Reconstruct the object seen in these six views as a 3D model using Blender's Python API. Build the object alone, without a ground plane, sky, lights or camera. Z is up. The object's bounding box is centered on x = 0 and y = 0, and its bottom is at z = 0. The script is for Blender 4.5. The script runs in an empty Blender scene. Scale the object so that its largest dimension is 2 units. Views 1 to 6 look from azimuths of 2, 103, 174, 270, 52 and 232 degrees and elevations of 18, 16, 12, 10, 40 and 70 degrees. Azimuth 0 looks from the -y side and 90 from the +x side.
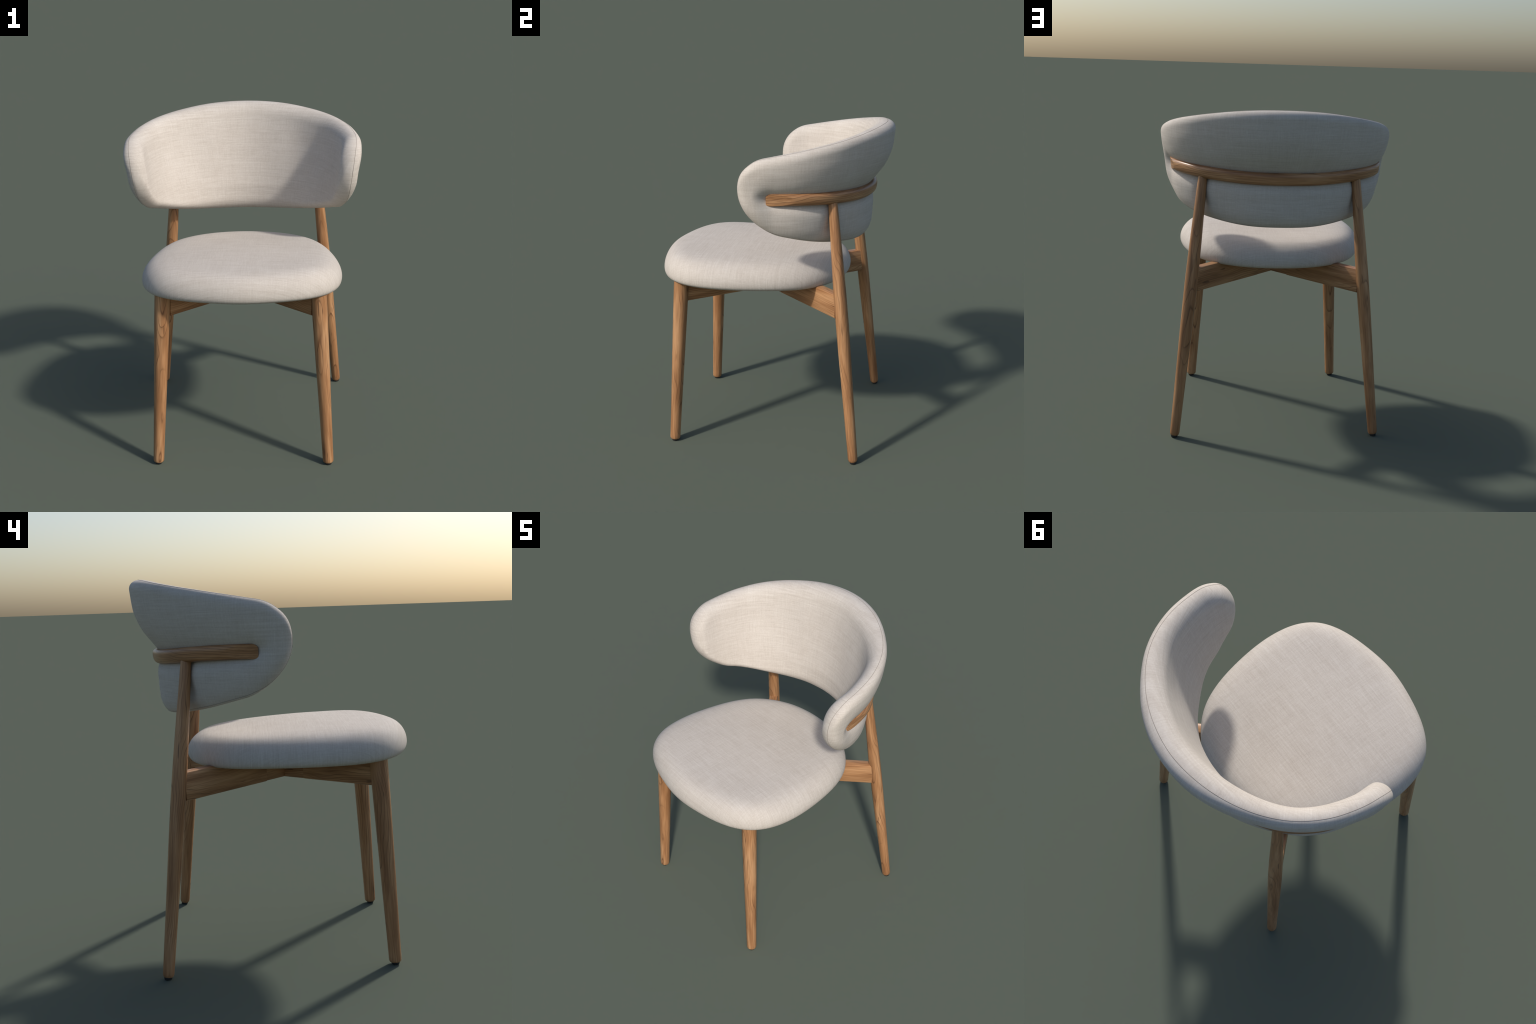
"""Upholstered dining chair: round linen seat, wrap-around padded back held in a
bent wooden rail, four tapered legs, diagonal stretchers, black glides."""
import bpy, math
from math import pi, sin, cos, sqrt
from mathutils import Vector, Matrix

# ------------------------------------------------------------------ helpers
def spline(pts, x):
    """Monotone-abscissa Catmull-Rom (Hermite) interpolation of (x, y...) rows."""
    n = len(pts)
    if x <= pts[0][0]: return pts[0][1]
    if x >= pts[-1][0]: return pts[-1][1]
    i = 0
    while pts[i + 1][0] < x: i += 1
    def slope(k):
        if k == 0: return (pts[1][1] - pts[0][1]) / (pts[1][0] - pts[0][0])
        if k == n - 1: return (pts[-1][1] - pts[-2][1]) / (pts[-1][0] - pts[-2][0])
        return (pts[k + 1][1] - pts[k - 1][1]) / (pts[k + 1][0] - pts[k - 1][0])
    x0, y0 = pts[i]; x1, y1 = pts[i + 1]
    h = x1 - x0; t = (x - x0) / h
    return (y0 * (1 + 2 * t) * (1 - t) ** 2 + slope(i) * h * t * (1 - t) ** 2
            + y1 * t * t * (3 - 2 * t) + slope(i + 1) * h * t * t * (t - 1))

def smooth(a, b, x):
    t = min(1, max(0, (x - a) / (b - a)))
    return t * t * (3 - 2 * t)

def polyline_curve(pts, sub=40):
    """Dense centripetal-like curve through 2D control points, with arc length."""
    out = []
    P = [Vector(p) for p in pts]
    P = [Vector((-P[1].x, P[1].y))] + P + [2 * P[-1] - P[-2]]   # mirrored at the middle
    for i in range(1, len(P) - 2):
        for k in range(sub):
            t = k / sub
            a, b, c, d = P[i - 1], P[i], P[i + 1], P[i + 2]
            out.append(0.5 * ((2 * b) + (c - a) * t + (2 * a - 5 * b + 4 * c - d) * t * t
                              + (3 * b - a - 3 * c + d) * t ** 3))
    out.append(P[-2])
    arc = [0.0]
    for i in range(1, len(out)):
        arc.append(arc[-1] + (out[i] - out[i - 1]).length)
    return out, arc

def make_mesh(name, verts, faces, mat, parent, smooth_faces=True, matrix=None, angle=None):
    me = bpy.data.meshes.new(name)
    me.from_pydata([tuple(v) for v in verts], [], faces)
    me.validate(); me.update()
    import bmesh
    bm = bmesh.new(); bm.from_mesh(me)
    bmesh.ops.recalc_face_normals(bm, faces=bm.faces)
    bm.to_mesh(me); bm.free()
    for p in me.polygons: p.use_smooth = smooth_faces
    if angle is not None: me.set_sharp_from_angle(angle=angle)
    me.materials.append(mat)
    ob = bpy.data.objects.new(name, me)
    bpy.context.scene.collection.objects.link(ob)
    ob.parent = parent
    if matrix is not None: ob.matrix_local = matrix
    return ob

def rings_to_faces(nr, n, cap0=True, cap1=True, closed=True):
    f = []
    for r in range(nr - 1):
        for i in range(n if closed else n - 1):
            j = (i + 1) % n
            f.append((r * n + i, r * n + j, (r + 1) * n + j, (r + 1) * n + i))
    if cap0: f.append(tuple(range(n - 1, -1, -1)))
    if cap1: f.append(tuple((nr - 1) * n + i for i in range(n)))
    return f

# ------------------------------------------------------------------ materials
class Nodes:
    def __init__(self, name):
        self.m = bpy.data.materials.new(name); self.m.use_nodes = True
        self.t = self.m.node_tree; self.t.nodes.clear()
        self.out = self.t.nodes.new('ShaderNodeOutputMaterial')
        self.b = self.t.nodes.new('ShaderNodeBsdfPrincipled')
        self.t.links.new(self.b.outputs[0], self.out.inputs[0])
    def n(self, kind, **kw):
        nd = self.t.nodes.new(kind)
        for k, v in kw.items():
            if k.startswith('i_'): nd.inputs[k[2:].replace('_', ' ')].default_value = v
            else: setattr(nd, k, v)
        return nd
    def l(self, a, b): self.t.links.new(a, b)
    def math(self, op, a, b=None, c=None, clamp=False):
        nd = self.t.nodes.new('ShaderNodeMath'); nd.operation = op; nd.use_clamp = clamp
        for i, v in enumerate((a, b, c)):
            if v is None: continue
            if isinstance(v, (int, float)): nd.inputs[i].default_value = v
            else: self.l(v, nd.inputs[i])
        return nd.outputs[0]
    def combine(self, x, y, z):
        nd = self.t.nodes.new('ShaderNodeCombineXYZ')
        for i, v in enumerate((x, y, z)):
            if isinstance(v, (int, float)): nd.inputs[i].default_value = v
            else: self.l(v, nd.inputs[i])
        return nd.outputs[0]
    def noise(self, vec, scale, detail=2.0, rough=0.5, dist=0.0):
        nd = self.n('ShaderNodeTexNoise', noise_dimensions='3D')
        nd.inputs['Scale'].default_value = scale; nd.inputs['Detail'].default_value = detail
        nd.inputs['Roughness'].default_value = rough; nd.inputs['Distortion'].default_value = dist
        self.l(vec, nd.inputs['Vector'])
        return nd.outputs[0]
    def ramp(self, fac, stops):
        nd = self.n('ShaderNodeValToRGB')
        e = nd.color_ramp.elements
        while len(e) < len(stops): e.new(0.5)
        for el, (p, c) in zip(e, stops):
            el.position = p; el.color = (*c, 1) if len(c) == 3 else c
        self.l(fac, nd.inputs[0])
        return nd.outputs[0]
    def mix(self, fac, a, b, mode='MIX'):
        nd = self.n('ShaderNodeMix', data_type='RGBA', blend_type=mode)
        for s, v in ((nd.inputs[0], fac), (nd.inputs[6], a), (nd.inputs[7], b)):
            if isinstance(v, (int, float)): s.default_value = v
            elif isinstance(v, tuple): s.default_value = (*v, 1)
            else: self.l(v, s)
        return nd.outputs[2]

def linen(name, wrapped, tone=1.0):
    """Off-white linen: slubby warp and weft threads, cloudy tone, woven bump.
    wrapped: threads follow the bent back instead of the flat seat."""
    N = Nodes(name)
    co = N.n('ShaderNodeTexCoord').outputs['Object']
    sep = N.n('ShaderNodeSeparateXYZ'); N.l(co, sep.inputs[0])
    x, y, z = sep.outputs
    if wrapped:
        yy = N.math('ADD', y, 0.05)
        u = N.math('MULTIPLY', N.math('ARCTAN2', x, yy), 0.62)
        v = z
        w = N.math('MULTIPLY', N.math('SQRT', N.math('ADD', N.math('MULTIPLY', x, x), N.math('MULTIPLY', yy, yy))), 0.25)
    else:
        # threads run over the top and turn down the sides
        drop = N.math('SUBTRACT', z, 1.19)
        def turn(c, a, b):
            lo = N.math('DIVIDE', N.math('SUBTRACT', -a[0], c), a[1], clamp=True)
            hi = N.math('DIVIDE', N.math('SUBTRACT', c, b[0]), b[1], clamp=True)
            return N.math('ADD', c, N.math('MULTIPLY', N.math('SUBTRACT', lo, hi), drop))
        u, v = turn(x, (.42, .16), (.42, .16)), turn(y, (.52, .2), (.26, .18))
        w = z
    def streak(a, b, c): return N.combine(N.math('MULTIPLY', u, a), N.math('MULTIPLY', v, b), N.math('MULTIPLY', w, c))
    weft = N.noise(streak(11, 260, 20 if wrapped else 6), 1.0, 3, 0.62)
    warp = N.noise(streak(260, 11, 20 if wrapped else 6), 1.0, 3, 0.62)
    weft2 = N.noise(streak(3, 110, 10 if wrapped else 4), 1.0, 2, 0.6)
    warp2 = N.noise(streak(110, 3, 3), 1.0, 2, 0.6)
    cloud = N.noise(co, 7.0, 4, 0.6)
    fleck = N.noise(co, 130.0, 2, 0.6)
    s = N.math('ADD', N.math('MULTIPLY', weft, 0.30), N.math('MULTIPLY', warp, 0.24))
    s = N.math('ADD', s, N.math('MULTIPLY', weft2, 0.22))
    s = N.math('ADD', s, N.math('MULTIPLY', warp2, 0.08))
    s = N.math('ADD', s, N.math('MULTIPLY', cloud, 0.12))
    s = N.math('ADD', s, N.math('MULTIPLY', fleck, 0.20))
    s = N.math('DIVIDE', s, 1.16)
    col = N.ramp(s, [(p, tuple(v * tone for v in c)) for p, c in
                     ((0.33, LINEN_DARK), (0.49, LINEN_MID), (0.65, LINEN_LIGHT))])
    N.l(col, N.b.inputs['Base Color'])
    N.b.inputs['Roughness'].default_value = 0.85
    N.b.inputs['Specular IOR Level'].default_value = 0.3
    N.b.inputs['Sheen Weight'].default_value = 0.0
    N.b.inputs['Sheen Roughness'].default_value = 0.4
    bump = N.n('ShaderNodeBump'); bump.inputs['Strength'].default_value = 0.12
    bump.inputs['Distance'].default_value = 0.004
    N.l(s, bump.inputs['Height']); N.l(bump.outputs[0], N.b.inputs['Normal'])
    return N.m

def wood(name, axis, offset, seed, bent=False):
    """Oiled ash: growth rings cut lengthwise (cathedrals), fine pores, dark flecks.
    axis: which local axis runs along the grain; offset: pith position across it."""
    N = Nodes(name)
    co = N.n('ShaderNodeTexCoord').outputs['Object']
    sep = N.n('ShaderNodeSeparateXYZ'); N.l(co, sep.inputs[0])
    c = list(sep.outputs)
    if bent:      # grain follows the steam-bent rail
        yy = N.math('ADD', c[1], 0.05)
        rad = N.math('SQRT', N.math('ADD', N.math('MULTIPLY', c[0], c[0]), N.math('MULTIPLY', yy, yy)))
        along = N.math('MULTIPLY', N.math('ARCTAN2', c[0], yy), 0.62)
        across = [N.math('MULTIPLY', N.math('SUBTRACT', rad, 0.62), 0.6), N.math('SUBTRACT', c[2], 1.6)]
    else:
        along = c[axis]; across = [c[i] for i in range(3) if i != axis]
    a1 = N.math('ADD', across[0], seed * 1.7); a2 = N.math('ADD', across[1], seed * 0.9)
    al = N.math('ADD', along, seed * 3.1)
    warpv = N.combine(N.math('MULTIPLY', a1, 5), N.math('MULTIPLY', a2, 5), N.math('MULTIPLY', al, 1.7))
    warp = N.math('SUBTRACT', N.noise(warpv, 1.0, 2, 0.5), 0.5)
    warpb = N.combine(N.math('MULTIPLY', a1, 14), N.math('MULTIPLY', a2, 14), N.math('MULTIPLY', al, 4))
    warp2 = N.math('SUBTRACT', N.noise(warpb, 1.0, 2, 0.5), 0.5)
    dx = N.math('ADD', across[0], offset[0]); dy = N.math('ADD', across[1], offset[1])
    r = N.math('SQRT', N.math('ADD', N.math('MULTIPLY', dx, dx), N.math('MULTIPLY', dy, dy)))
    r = N.math('ADD', r, N.math('MULTIPLY', warp, 0.15))
    r = N.math('ADD', r, N.math('MULTIPLY', warp2, 0.012))
    ph = N.math('FRACT', N.math('MULTIPLY', r, 72.0))
    line = N.ramp(ph, [(0.0, (0, 0, 0)), (0.55, (0.05, 0.05, 0.05)), (0.80, (0.25, 0.25, 0.25)), (0.92, (1, 1, 1)), (1.0, (0, 0, 0))])
    strength = N.ramp(N.noise(warpb, 0.6, 2, 0.5), [(0.40, (0.12, 0.12, 0.12)), (0.57, (1, 1, 1))])
    fibre = N.noise(N.combine(N.math('MULTIPLY', a1, 220), N.math('MULTIPLY', a2, 220), N.math('MULTIPLY', al, 7)), 1.0, 3, 0.6)
    tone = N.noise(N.combine(N.math('MULTIPLY', a1, 26), N.math('MULTIPLY', a2, 26), N.math('MULTIPLY', al, 2.5)), 1.0, 2, 0.5)
    base = N.ramp(tone, [(0.3, WOOD_A), (0.52, WOOD_B), (0.72, WOOD_C)])
    fib = N.ramp(fibre, [(0.35, (0.78, 0.74, 0.70)), (0.6, (1.04, 1.04, 1.04))])
    col = N.mix(1.0, base, fib, 'MULTIPLY')
    lf = N.math('MULTIPLY', N.math('MULTIPLY', line, strength), 0.85)
    col = N.mix(lf, col, WOOD_LINE)
    fl = N.noise(N.combine(N.math('MULTIPLY', a1, 60), N.math('MULTIPLY', a2, 60), N.math('MULTIPLY', al, 7)), 1.0, 1, 0.5)
    flm = N.ramp(fl, [(0.71, (0, 0, 0)), (0.76, (1, 1, 1))])
    col = N.mix(N.math('MULTIPLY', flm, 0.6), col, WOOD_KNOT)
    N.l(col, N.b.inputs['Base Color'])
    N.b.inputs['Roughness'].default_value = 0.36
    N.b.inputs['Specular IOR Level'].default_value = 0.4
    bump = N.n('ShaderNodeBump'); bump.inputs['Strength'].default_value = 0.06
    bump.inputs['Distance'].default_value = 0.003
    N.l(fibre, bump.inputs['Height']); N.l(bump.outputs[0], N.b.inputs['Normal'])
    return N.m

def plain(name, col, rough):
    N = Nodes(name)
    co = N.n('ShaderNodeTexCoord').outputs['Object']
    f = N.noise(co, 60.0, 2)
    c = N.mix(f, tuple(v * 0.85 for v in col), tuple(v * 1.15 for v in col))
    N.l(c, N.b.inputs['Base Color']); N.b.inputs['Roughness'].default_value = rough
    return N.m

LINEN_DARK = (0.443, 0.388, 0.336)
LINEN_MID = (0.550, 0.497, 0.442)
LINEN_LIGHT = (0.648, 0.602, 0.548)
WOOD_A = (0.29, 0.138, 0.060)
WOOD_B = (0.41, 0.212, 0.098)
WOOD_C = (0.53, 0.305, 0.155)
WOOD_LINE = (0.10, 0.042, 0.020)
WOOD_KNOT = (0.06, 0.026, 0.014)

# ------------------------------------------------------------------ thing
chair = bpy.data.objects.new('dining_chair', None)
bpy.context.scene.collection.objects.link(chair)
chair["label"] = "upholstered dining chair with curved beige back and wooden legs"
chair["category"] = "chair"

MAT_SEAT = linen('linen_seat', False, 0.92)
MAT_BACK = linen('linen_back', True, 0.96)
MAT_SEAM = plain('seam_thread', (0.28, 0.245, 0.215), 0.9)
MAT_BLACK = plain('black_rubber', (0.012, 0.012, 0.013), 0.6)

# ------------------------------------------------------------------ seat cushion
SEAT_HALF = [(0, -.735), (.19, -.712), (.37, -.660), (.495, -.580), (.568, -.465), (.597, -.325),
             (.594, -.175), (.568, -.01), (.526, .135), (.462, .255), (.365, .350), (.245, .418),
             (.12, .452), (0, .462)]
# side profile: (inset from the outline, height)
SEAT_PROFILE = [(.30, 1.043), (.20, 1.043), (.12, 1.043), (.060, 1.044), (.030, 1.048), (.012, 1.057), (.003, 1.070),
                (.0, 1.088), (.002, 1.108), (.010, 1.131), (.0245, 1.153), (.046, 1.1735), (.073, 1.1895),
                (.106, 1.2005), (.150, 1.208), (.20, 1.213), (.30, 1.218), (.40, 1.223), (.50, 1.226), (.56, 1.226)]

def seat_tilt(y): return -0.024 * (y + 0.10) 

def build_seat():
    ctrl = SEAT_HALF + [(-x, y) for x, y in SEAT_HALF[-2:0:-1]]
    n = len(ctrl); out = []
    for i in range(n):
        a, b, c, d = (Vector(ctrl[(i + k - 1) % n]) for k in range(4))
        for k in range(8):
            t = k / 8
            out.append(0.5 * ((2 * b) + (c - a) * t + (2 * a - 5 * b + 4 * c - d) * t * t
                              + (3 * b - a - 3 * c + d) * t ** 3))
    for _ in range(6):
        out = [(out[i - 1] + 2 * out[i] + out[(i + 1) % len(out)]) / 4 for i in range(len(out))]
    cen = Vector((0, -0.14)); m = len(out)
    # refine the profile
    prof = []
    for i in range(len(SEAT_PROFILE) - 1):
        P = [SEAT_PROFILE[max(0, min(len(SEAT_PROFILE) - 1, i + k - 1))] for k in range(4)]
        for k in range(3):
            t = k / 3
            prof.append(tuple(0.5 * ((2 * P[1][j]) + (P[2][j] - P[0][j]) * t
                        + (2 * P[0][j] - 5 * P[1][j] + 4 * P[2][j] - P[3][j]) * t * t
                        + (3 * P[1][j] - P[0][j] - 3 * P[2][j] + P[3][j]) * t ** 3) for j in (0, 1)))
    prof.append(SEAT_PROFILE[-1])
    verts = []
    for d, z in prof:
        for p in out:
            r = (p - cen).length
            rear = smooth(0.0, 0.45, p.y)
            front = smooth(-.3, -.6, p.y)
            dd = d * (1 + 0.15 * rear - 0.22 * front)
            q = cen + (p - cen) * max(0.02, 1 - dd / r) if d < .15 else cen + (p - cen) * max(0.02, (1 - .15 * (1 + .15 * rear - .22 * front) / r) * (1 - (d - .15) / .43))
            zz = z + seat_tilt(q.y) - 0.009 * smooth(1.185, 1.222, z) * smooth(-.2, .25, q.y)
            zz -= 0.006 * (1 - smooth(1.05, 1.09, z)) * smooth(.0, .4, q.y)
            zz += 0.004 * (1 - smooth(1.05, 1.10, z)) * smooth(-.35, -.65, q.y)
            verts.append((q.x, q.y, zz))
    f = rings_to_faces(len(prof), m)
    return make_mesh('seat_cushion', verts, f, MAT_SEAT, chair)
build_seat()

# ------------------------------------------------------------------ backrest
# plan of the pad's middle line (right half), at height Z_MID
BACK_PLAN = [(0, .590), (.19, .562), (.36, .488), (.495, .380), (.588, .245), (.635, .10), (.647, -.02), (.645, -.100)]
Z_MID = 1.62
half, harc = polyline_curve(BACK_PLAN)
ARC = harc[-1]
def plan(a):
    """position and outward normal on the plan curve at signed arc length a"""
    s = abs(a); i = 0
    lo, hi = 0, len(harc) - 1
    while hi - lo > 1:
        mid = (lo + hi) // 2
        if harc[mid] <= s: lo = mid
        else: hi = mid
    t = (s - harc[lo]) / max(1e-9, harc[hi] - harc[lo])
    p = half[lo].lerp(half[hi], t)
    d0 = (half[min(lo + 3, len(half) - 1)] - half[max(lo - 3, 0)]).normalized()
    if lo < 3: 
        d0 = Vector((1, 0)).lerp(d0, (lo + t) / 3).normalized()
    nrm = Vector((-d0.y, d0.x))
    if a < 0: p = Vector((-p.x, p.y)); nrm = Vector((-nrm.x, nrm.y))
    return p, nrm
def arc_at_y(y):
    for p, s in zip(half, harc):
        if p.y <= y: return s
    return ARC

TIP_Z = 1.680
TOP_LINE = [(-.2, 1.992), (0, 2.0), (.20, 1.992), (.40, 1.967), (.60, 1.934), (.80, 1.896), (1.0, 1.858), (1.2, 1.82)]
BOT_LINE = [(-.2, 1.306), (0, 1.303), (.20, 1.306), (.40, 1.323), (.60, 1.353), (.80, 1.398), (1.0, 1.449), (1.2, 1.49)]
def ell(a, a0, p=2.0):
    if a <= a0: return 1.0
    return max(0.0, 1 - ((a - a0) / (ARC - a0)) ** p) ** (1 / p)
def heights(a):
    a = abs(a)
    zt = TIP_Z + (spline(TOP_LINE, a) - TIP_Z) * ell(a, ARC - .17, 2.25)
    zb = TIP_Z + (spline(BOT_LINE, a) - TIP_Z) * ell(a, ARC - .25, 2.15)
    return zt, zb
def rail_height(a): return 1.600 + 0.034 * smooth(0.1, 0.85, abs(a))

HALF_IN = [(0, .076), (.6, .074), (1.2, .068)]
def thickness(a): return ell(abs(a), ARC - .075, 2.2)
A_RAIL_END = arc_at_y(0.068)
A_LEG = arc_at_y(0.41)
LEAN_LINE = [(0, .22), (.5, .20), (.8, .15), (1.1, .12)]
# outer face: distance from the middle surface against relative height,
# in the middle of the back, at the sides, and on the lobes past the rail
OUT_MID = [(-.1, .04), (.06, .043), (.16, .045), (.27, .041), (.355, .022), (.40, -.008), (.44, -.014), (.475, .004),
           (.545, .033), (.613, .059), (.69, .075), (.77, .082), (.886, .076), (1.1, .06)]
OUT_QUARTER = [(-.1, .024), (.12, .034), (.28, .032), (.36, .014), (.42, -.012), (.465, -.008), (.53, .016),
               (.61, .037), (.69, .048), (.80, .054), (.91, .050), (1.1, .042)]
OUT_SIDE = [(-.1, .022), (.12, .031), (.28, .030), (.36, .016), (.42, -.008), (.48, -.008), (.53, .014),
            (.61, .038), (.75, .054), (.85, .056), (.93, .053), (1.1, .048)]
OUT_LOBE = [(-.1, .042), (.20, .050), (.45, .051), (.60, .053), (.75, .055), (1.1, .050)]
def lean_at(a, z):
    d = z - Z_MID
    if d < -.15: d = -.15 + (d + .15) * (.35 + .6 * smooth(.15, .5, abs(a)))
    return spline(LEAN_LINE, abs(a)) * d
def edge(z, zt, zb, rt, rb):
    """pillow edge rounding factor 0..1 near top and bottom"""
    if z > zt - rt: return max(0, 1 - ((z - zt + rt) / rt) ** 2.2) ** (1 / 2.2)
    if z < zb + rb: return sqrt(max(0, 1 - ((zb + rb - z) / rb) ** 2))
    return 1.0
def back_w(a, z, side):
    """offset from the plan curve along its normal; side -1 inner, +1 outer"""
    zt, zb = heights(a); h = zt - zb; s = abs(a)
    T = thickness(a)
    q = (z - zb) / max(1e-6, h)
    if side < 0:
        e = edge(z, zt, zb, min(.074, h * .49), min(.085 - .035 * smooth(.2, .6, s), h * .49))
        w = -spline(HALF_IN, s) * T * e * (0.93 + 0.12 * sin(pi * q))
        w += .013 * math.exp(-((q - .64) / .26) ** 2) * smooth(.22, .42, s) * (1 - smooth(.58, .78, s))
        w += .020 * (q - .45) * e * smooth(.35, .6, s) * (1 - smooth(.85, 1.0, s))
    else:
        e = edge(z, zt, zb, min(.055, h * .49), min(.085, h * .49))
        m = smooth(.05, .45, s); k = smooth(.55, .88, s)
        o = spline(OUT_MID, q) * (1 - m) + spline(OUT_QUARTER, q) * m
        o = o * (1 - k) + spline(OUT_SIDE, q) * k
        lobe = smooth(A_RAIL_END - .035, A_RAIL_END + .08, s)
        o = o * (1 - lobe) + spline(OUT_LOBE, q) * lobe
        w = o * e * T
        # the pad gives way where the rear leg presses on it
        w -= 0.018 * math.exp(-((s - A_LEG) / .04) ** 2) * smooth(zb + .03, zb + .10, z) * (1 - smooth(1.58, 1.62, z))
    return w + lean_at(a, z)

def back_point(a, z, side):
    p, nr = plan(a)
    w = back_w(a, z, side)
    return Vector((p.x + nr.x * w, p.y + nr.y * w, z))

def build_back():
    NS, NR = 221, 132
    verts = []
    for i in range(NS):
        t = -1 + 2 * i / (NS - 1)
        # crowd the stations towards the ends
        a = ARC * (0.35 * t + 0.65 * sin(t * pi / 2)) * 0.99995
        zt, zb = heights(a)
        for j in range(NR):
            ph = 2 * pi * j / NR          # 0 = top, pi = bottom, first half outer
            c = cos(ph)
            v = c * (1.18 - 0.18 * c * c)  # crowd towards the rims
            v = max(-1, min(1, v))
            z = (zt + zb) / 2 + (zt - zb) / 2 * v
            verts.append(back_point(a, z, 1 if j < NR / 2 else -1))
    f = rings_to_faces(NS, NR)
    return make_mesh('backrest', verts, f, MAT_BACK, chair)
back = build_back()

def tube(name, pts, rad, mat, parent, closed=True, n=8):
    verts = []; m = len(pts)
    up = None
    for i, p in enumerate(pts):
        t = (pts[(i + 1) % m] - pts[i - 1]).normalized() if closed or 0 < i < m - 1 else \
            (pts[min(i + 1, m - 1)] - pts[max(i - 1, 0)]).normalized()
        if up is None: up = t.orthogonal()
        up = (up - t * up.dot(t)).normalized(); b = t.cross(up)
        for k in range(n):
            an = 2 * pi * k / n
            verts.append(p + (up * cos(an) + b * sin(an)) * rad)
    f = rings_to_faces(m, n, not closed, not closed)
    if closed:
        # find the twist between last and first ring
        best = min(range(n), key=lambda s: (Vector(verts[(m - 1) * n]) - Vector(verts[s])).length)
        for i in range(n):
            j = (i + 1) % n
            f.append(((m - 1) * n + i, (m - 1) * n + j, (j + best) % n, (i + best) % n))
    return make_mesh(name, verts, f, mat, parent)

def build_seam():
    """stitched seam running round the rim, on its outer shoulder"""
    level = 0.014
    def rel(a, z): return back_w(a, z, 1) - lean_at(a, z)
    # last station where the pad is thick enough
    upper, lower = [], []
    M = 160
    def zc(a): zt, zb = heights(a); return (zt + zb) / 2
    def crest(a, top):
        zt, zb = heights(a)
        return zt - min(.09, (zt - zb) * .45) if top else zb + min(.07, (zt - zb) * .45)
    a_end = ARC
    for k in range(400):
        a = ARC - k * .0004
        if 0.055 * thickness(a) > level: a_end = a; break
    for i in range(M + 1):
        a = a_end * sin(i / M * pi / 2)
        zt, zb = heights(a)
        for lst, lo, hi in ((upper, crest(a, True), zt), (lower, crest(a, False), zb)):
            l, h = lo, hi
            if rel(a, l) <= level: lst.append((a, l)); continue
            for _ in range(40):
                m = (l + h) / 2
                if rel(a, m) > level: l = m
                else: h = m
            lst.append((a, l))
    ring = upper + lower[::-1]
    pts = [back_point(a, z, 1) for a, z in ring]
    pts += [back_point(-a, z, 1) for a, z in (lower[1:] + upper[::-1][:-1])]
    # resample and relax
    res = []
    for p in pts:
        if not res or (p - res[-1]).length > .006: res.append(p)
    return tube('seam', res, .0011, MAT_SEAM, back)
build_seam()

# ------------------------------------------------------------------ rail
RAIL_PLAN = [(0, .590), (.19, .561), (.345, .498), (.482, .402), (.578, .276), (.628, .145), (.647, .062)]
def build_rail():
    pts, arc = polyline_curve(RAIL_PLAN, 16)
    full = [Vector((-p.x, p.y)) for p in pts[:0:-1]] + pts
    L = arc[-1]; arcs = [-a for a in arc[:0:-1]] + arc
    n = 64; verts = []
    for i, p in enumerate(full):
        d = (full[min(i + 1, len(full) - 1)] - full[max(i - 1, 0)]).normalized()
        nr = Vector((-d.y, d.x))
        a = abs(arcs[i]); z0 = 1.598 + 0.033 * smooth(0.1, 0.85, a)
        cut = smooth(L - .17, L, a)
        for k in range(n):
            an = 2 * pi * k / n
            c, s = cos(an), sin(an)
            e = 2 / 2.8
            w = math.copysign(abs(c) ** e, c) * 0.037
            z = math.copysign(abs(s) ** e, s) * 0.0378
            w = min(w, 0.037 - 0.022 * max(0, (a - L + .16) / .16)) if a > L - .16 else w
            # the tail end is rounded off in height
            endr = max(0, (a - L + .035) / .035)
            z *= sqrt(max(0.0, 1 - endr ** 2 * (.75 if z > 0 else .3)))
            w += .13 * z
            verts.append((p.x + nr.x * w, p.y + nr.y * w, z0 + z))
    f = rings_to_faces(len(full), n)
    return make_mesh('back_rail', verts, f, wood('wood_rail', 0, (.05, .16), 5.0, bent=True), chair, angle=math.radians(20))
build_rail()

# ------------------------------------------------------------------ legs
def axis_frame(a, b):
    z = (b - a).normalized()
    x = Vector((0, 0, 1)).cross(z)
    x = x.normalized() if x.length > 1e-6 else Vector((1, 0, 0))
    y = z.cross(x)
    return Matrix(((x.x, y.x, z.x, a.x), (x.y, y.y, z.y, a.y), (x.z, y.z, z.z, a.z), (0, 0, 0, 1)))

def build_leg(name, foot, top, radii, mat):
    """round tapered leg: radii = [(fraction of length, radius)]"""
    foot, top = Vector(foot), Vector(top)
    ax = (top - foot); L = ax.length
    a = foot + ax * (0.011 / ax.z)
    M = axis_frame(a, top); L = (top - a).length
    n = 40; verts = []; nr = 0
    for fr in [0, .004, .010] + [.03 + .97 * k / 40 for k in range(41)]:
        r = spline(radii, fr)
        if fr == 0: r -= .006
        elif fr < .005: r -= .002
        for k in range(n):
            an = 2 * pi * k / n
            verts.append((r * cos(an), r * sin(an), fr * L))
        nr += 1
    leg = make_mesh(name, verts, rings_to_faces(nr, n), mat, chair, matrix=M, angle=math.radians(40))
    # black glide under the foot
    v = []; prof = [(.014, -.004), (.0195, -.004), (.0205, .001), (.0205, .020)]
    gv = []
    for r, z in prof:
        for k in range(24):
            an = 2 * pi * k / 24
            gv.append((r * cos(an), r * sin(an), z))
    g = make_mesh('glide', [(x, y, z + .004) for x, y, z in gv], rings_to_faces(len(prof), 24), MAT_BLACK, leg,
                  angle=math.radians(40))
    g.matrix_local = M.inverted() @ Matrix.Translation((foot.x, foot.y, 0))
    return leg

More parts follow.
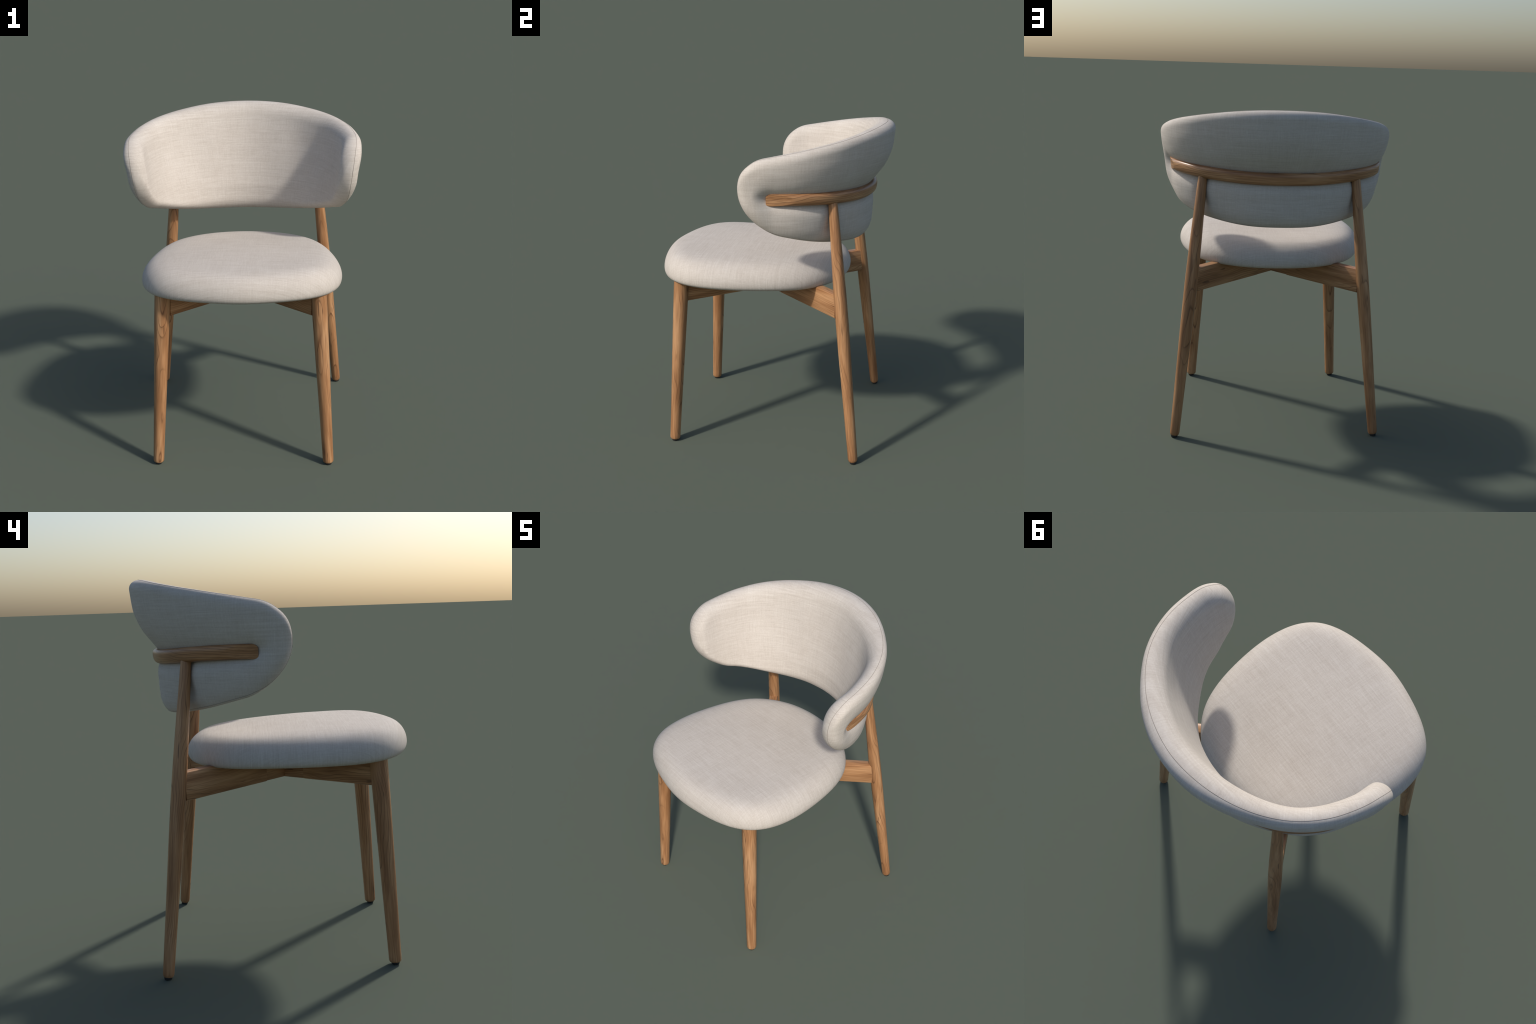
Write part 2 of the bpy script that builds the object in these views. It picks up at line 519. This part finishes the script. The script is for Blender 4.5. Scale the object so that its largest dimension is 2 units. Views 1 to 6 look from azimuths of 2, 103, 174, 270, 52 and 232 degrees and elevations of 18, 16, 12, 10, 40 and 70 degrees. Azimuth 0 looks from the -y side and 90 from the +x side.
FRONT = [(0, .0320), (.25, .0355), (.55, .0405), (.85, .0448), (1, .046)]
REAR = [(0, .0290), (.2, .0325), (.45, .0378), (.60, .0388), (.75, .0358), (.9, .0305), (1, .027)]
for k, s in enumerate((1, -1)):
    build_leg('front_leg', (s * .513, -.595, 0), (s * .452, -.526, 1.062), FRONT,
              wood('wood_front_leg', 2, (.16 * s, .11), 1.0 + k * 2.3))
    build_leg('rear_leg', (s * .617, .571, 0), (s * .462, .420, 1.592), REAR,
              wood('wood_rear_leg', 2, (-.13 * s, .15), 2.0 + k * 1.9))

# ------------------------------------------------------------------ stretchers
def beam(name, a, b, height, width, mat, bevel=.010):
    """squared bar from a to b; a, b on its lower centre line"""
    a, b = Vector(a), Vector(b)
    x = (b - a); L = x.length; x.normalize()
    y = Vector((0, 0, 1)).cross(x).normalized(); z = x.cross(y)
    M = Matrix(((x.x, y.x, z.x, a.x), (x.y, y.y, z.y, a.y), (x.z, y.z, z.z, a.z), (0, 0, 0, 1)))
    w, h, r = width / 2, height, bevel
    sec = [(-w + r, 0), (w - r, 0), (w - r * .3, r * .3), (w, r), (w, h - r), (w - r * .3, h - r * .3), (w - r, h),
           (-w + r, h), (-w + r * .3, h - r * .3), (-w, h - r), (-w, r), (-w + r * .3, r * .3)]
    verts = []; nr = 12
    for i in range(nr):
        for yy, zz in sec: verts.append((L * i / (nr - 1), yy, zz))
    return make_mesh(name, verts, rings_to_faces(nr, len(sec)), mat, chair, matrix=M, angle=math.radians(30))

CEN = Vector((0, -.064, .912))
for k, s in enumerate((1, -1)):
    rear = Vector((s * .508, .462, .893)); front = Vector((-s * .430, -.512, .927))
    d1 = (rear - CEN); d2 = (front - CEN)
    j1 = CEN + d1.normalized() * .165; j2 = CEN + d2.normalized() * .165
    beam('stretcher', rear, j1, .148, .060, wood('wood_stretcher', 0, (.02, .30), 7.0 + k * 2.1))
    beam('stretcher', front, j2, .131, .060, wood('wood_stretcher', 0, (.02, .27), 12.0 + k * 1.3))
    beam('cross_joint', j1, j2, .140 - .002 * k, .0585, wood('wood_cross_joint', 0, (.02, .22), 17.0 + k)).location.z += .001 + .0015 * k
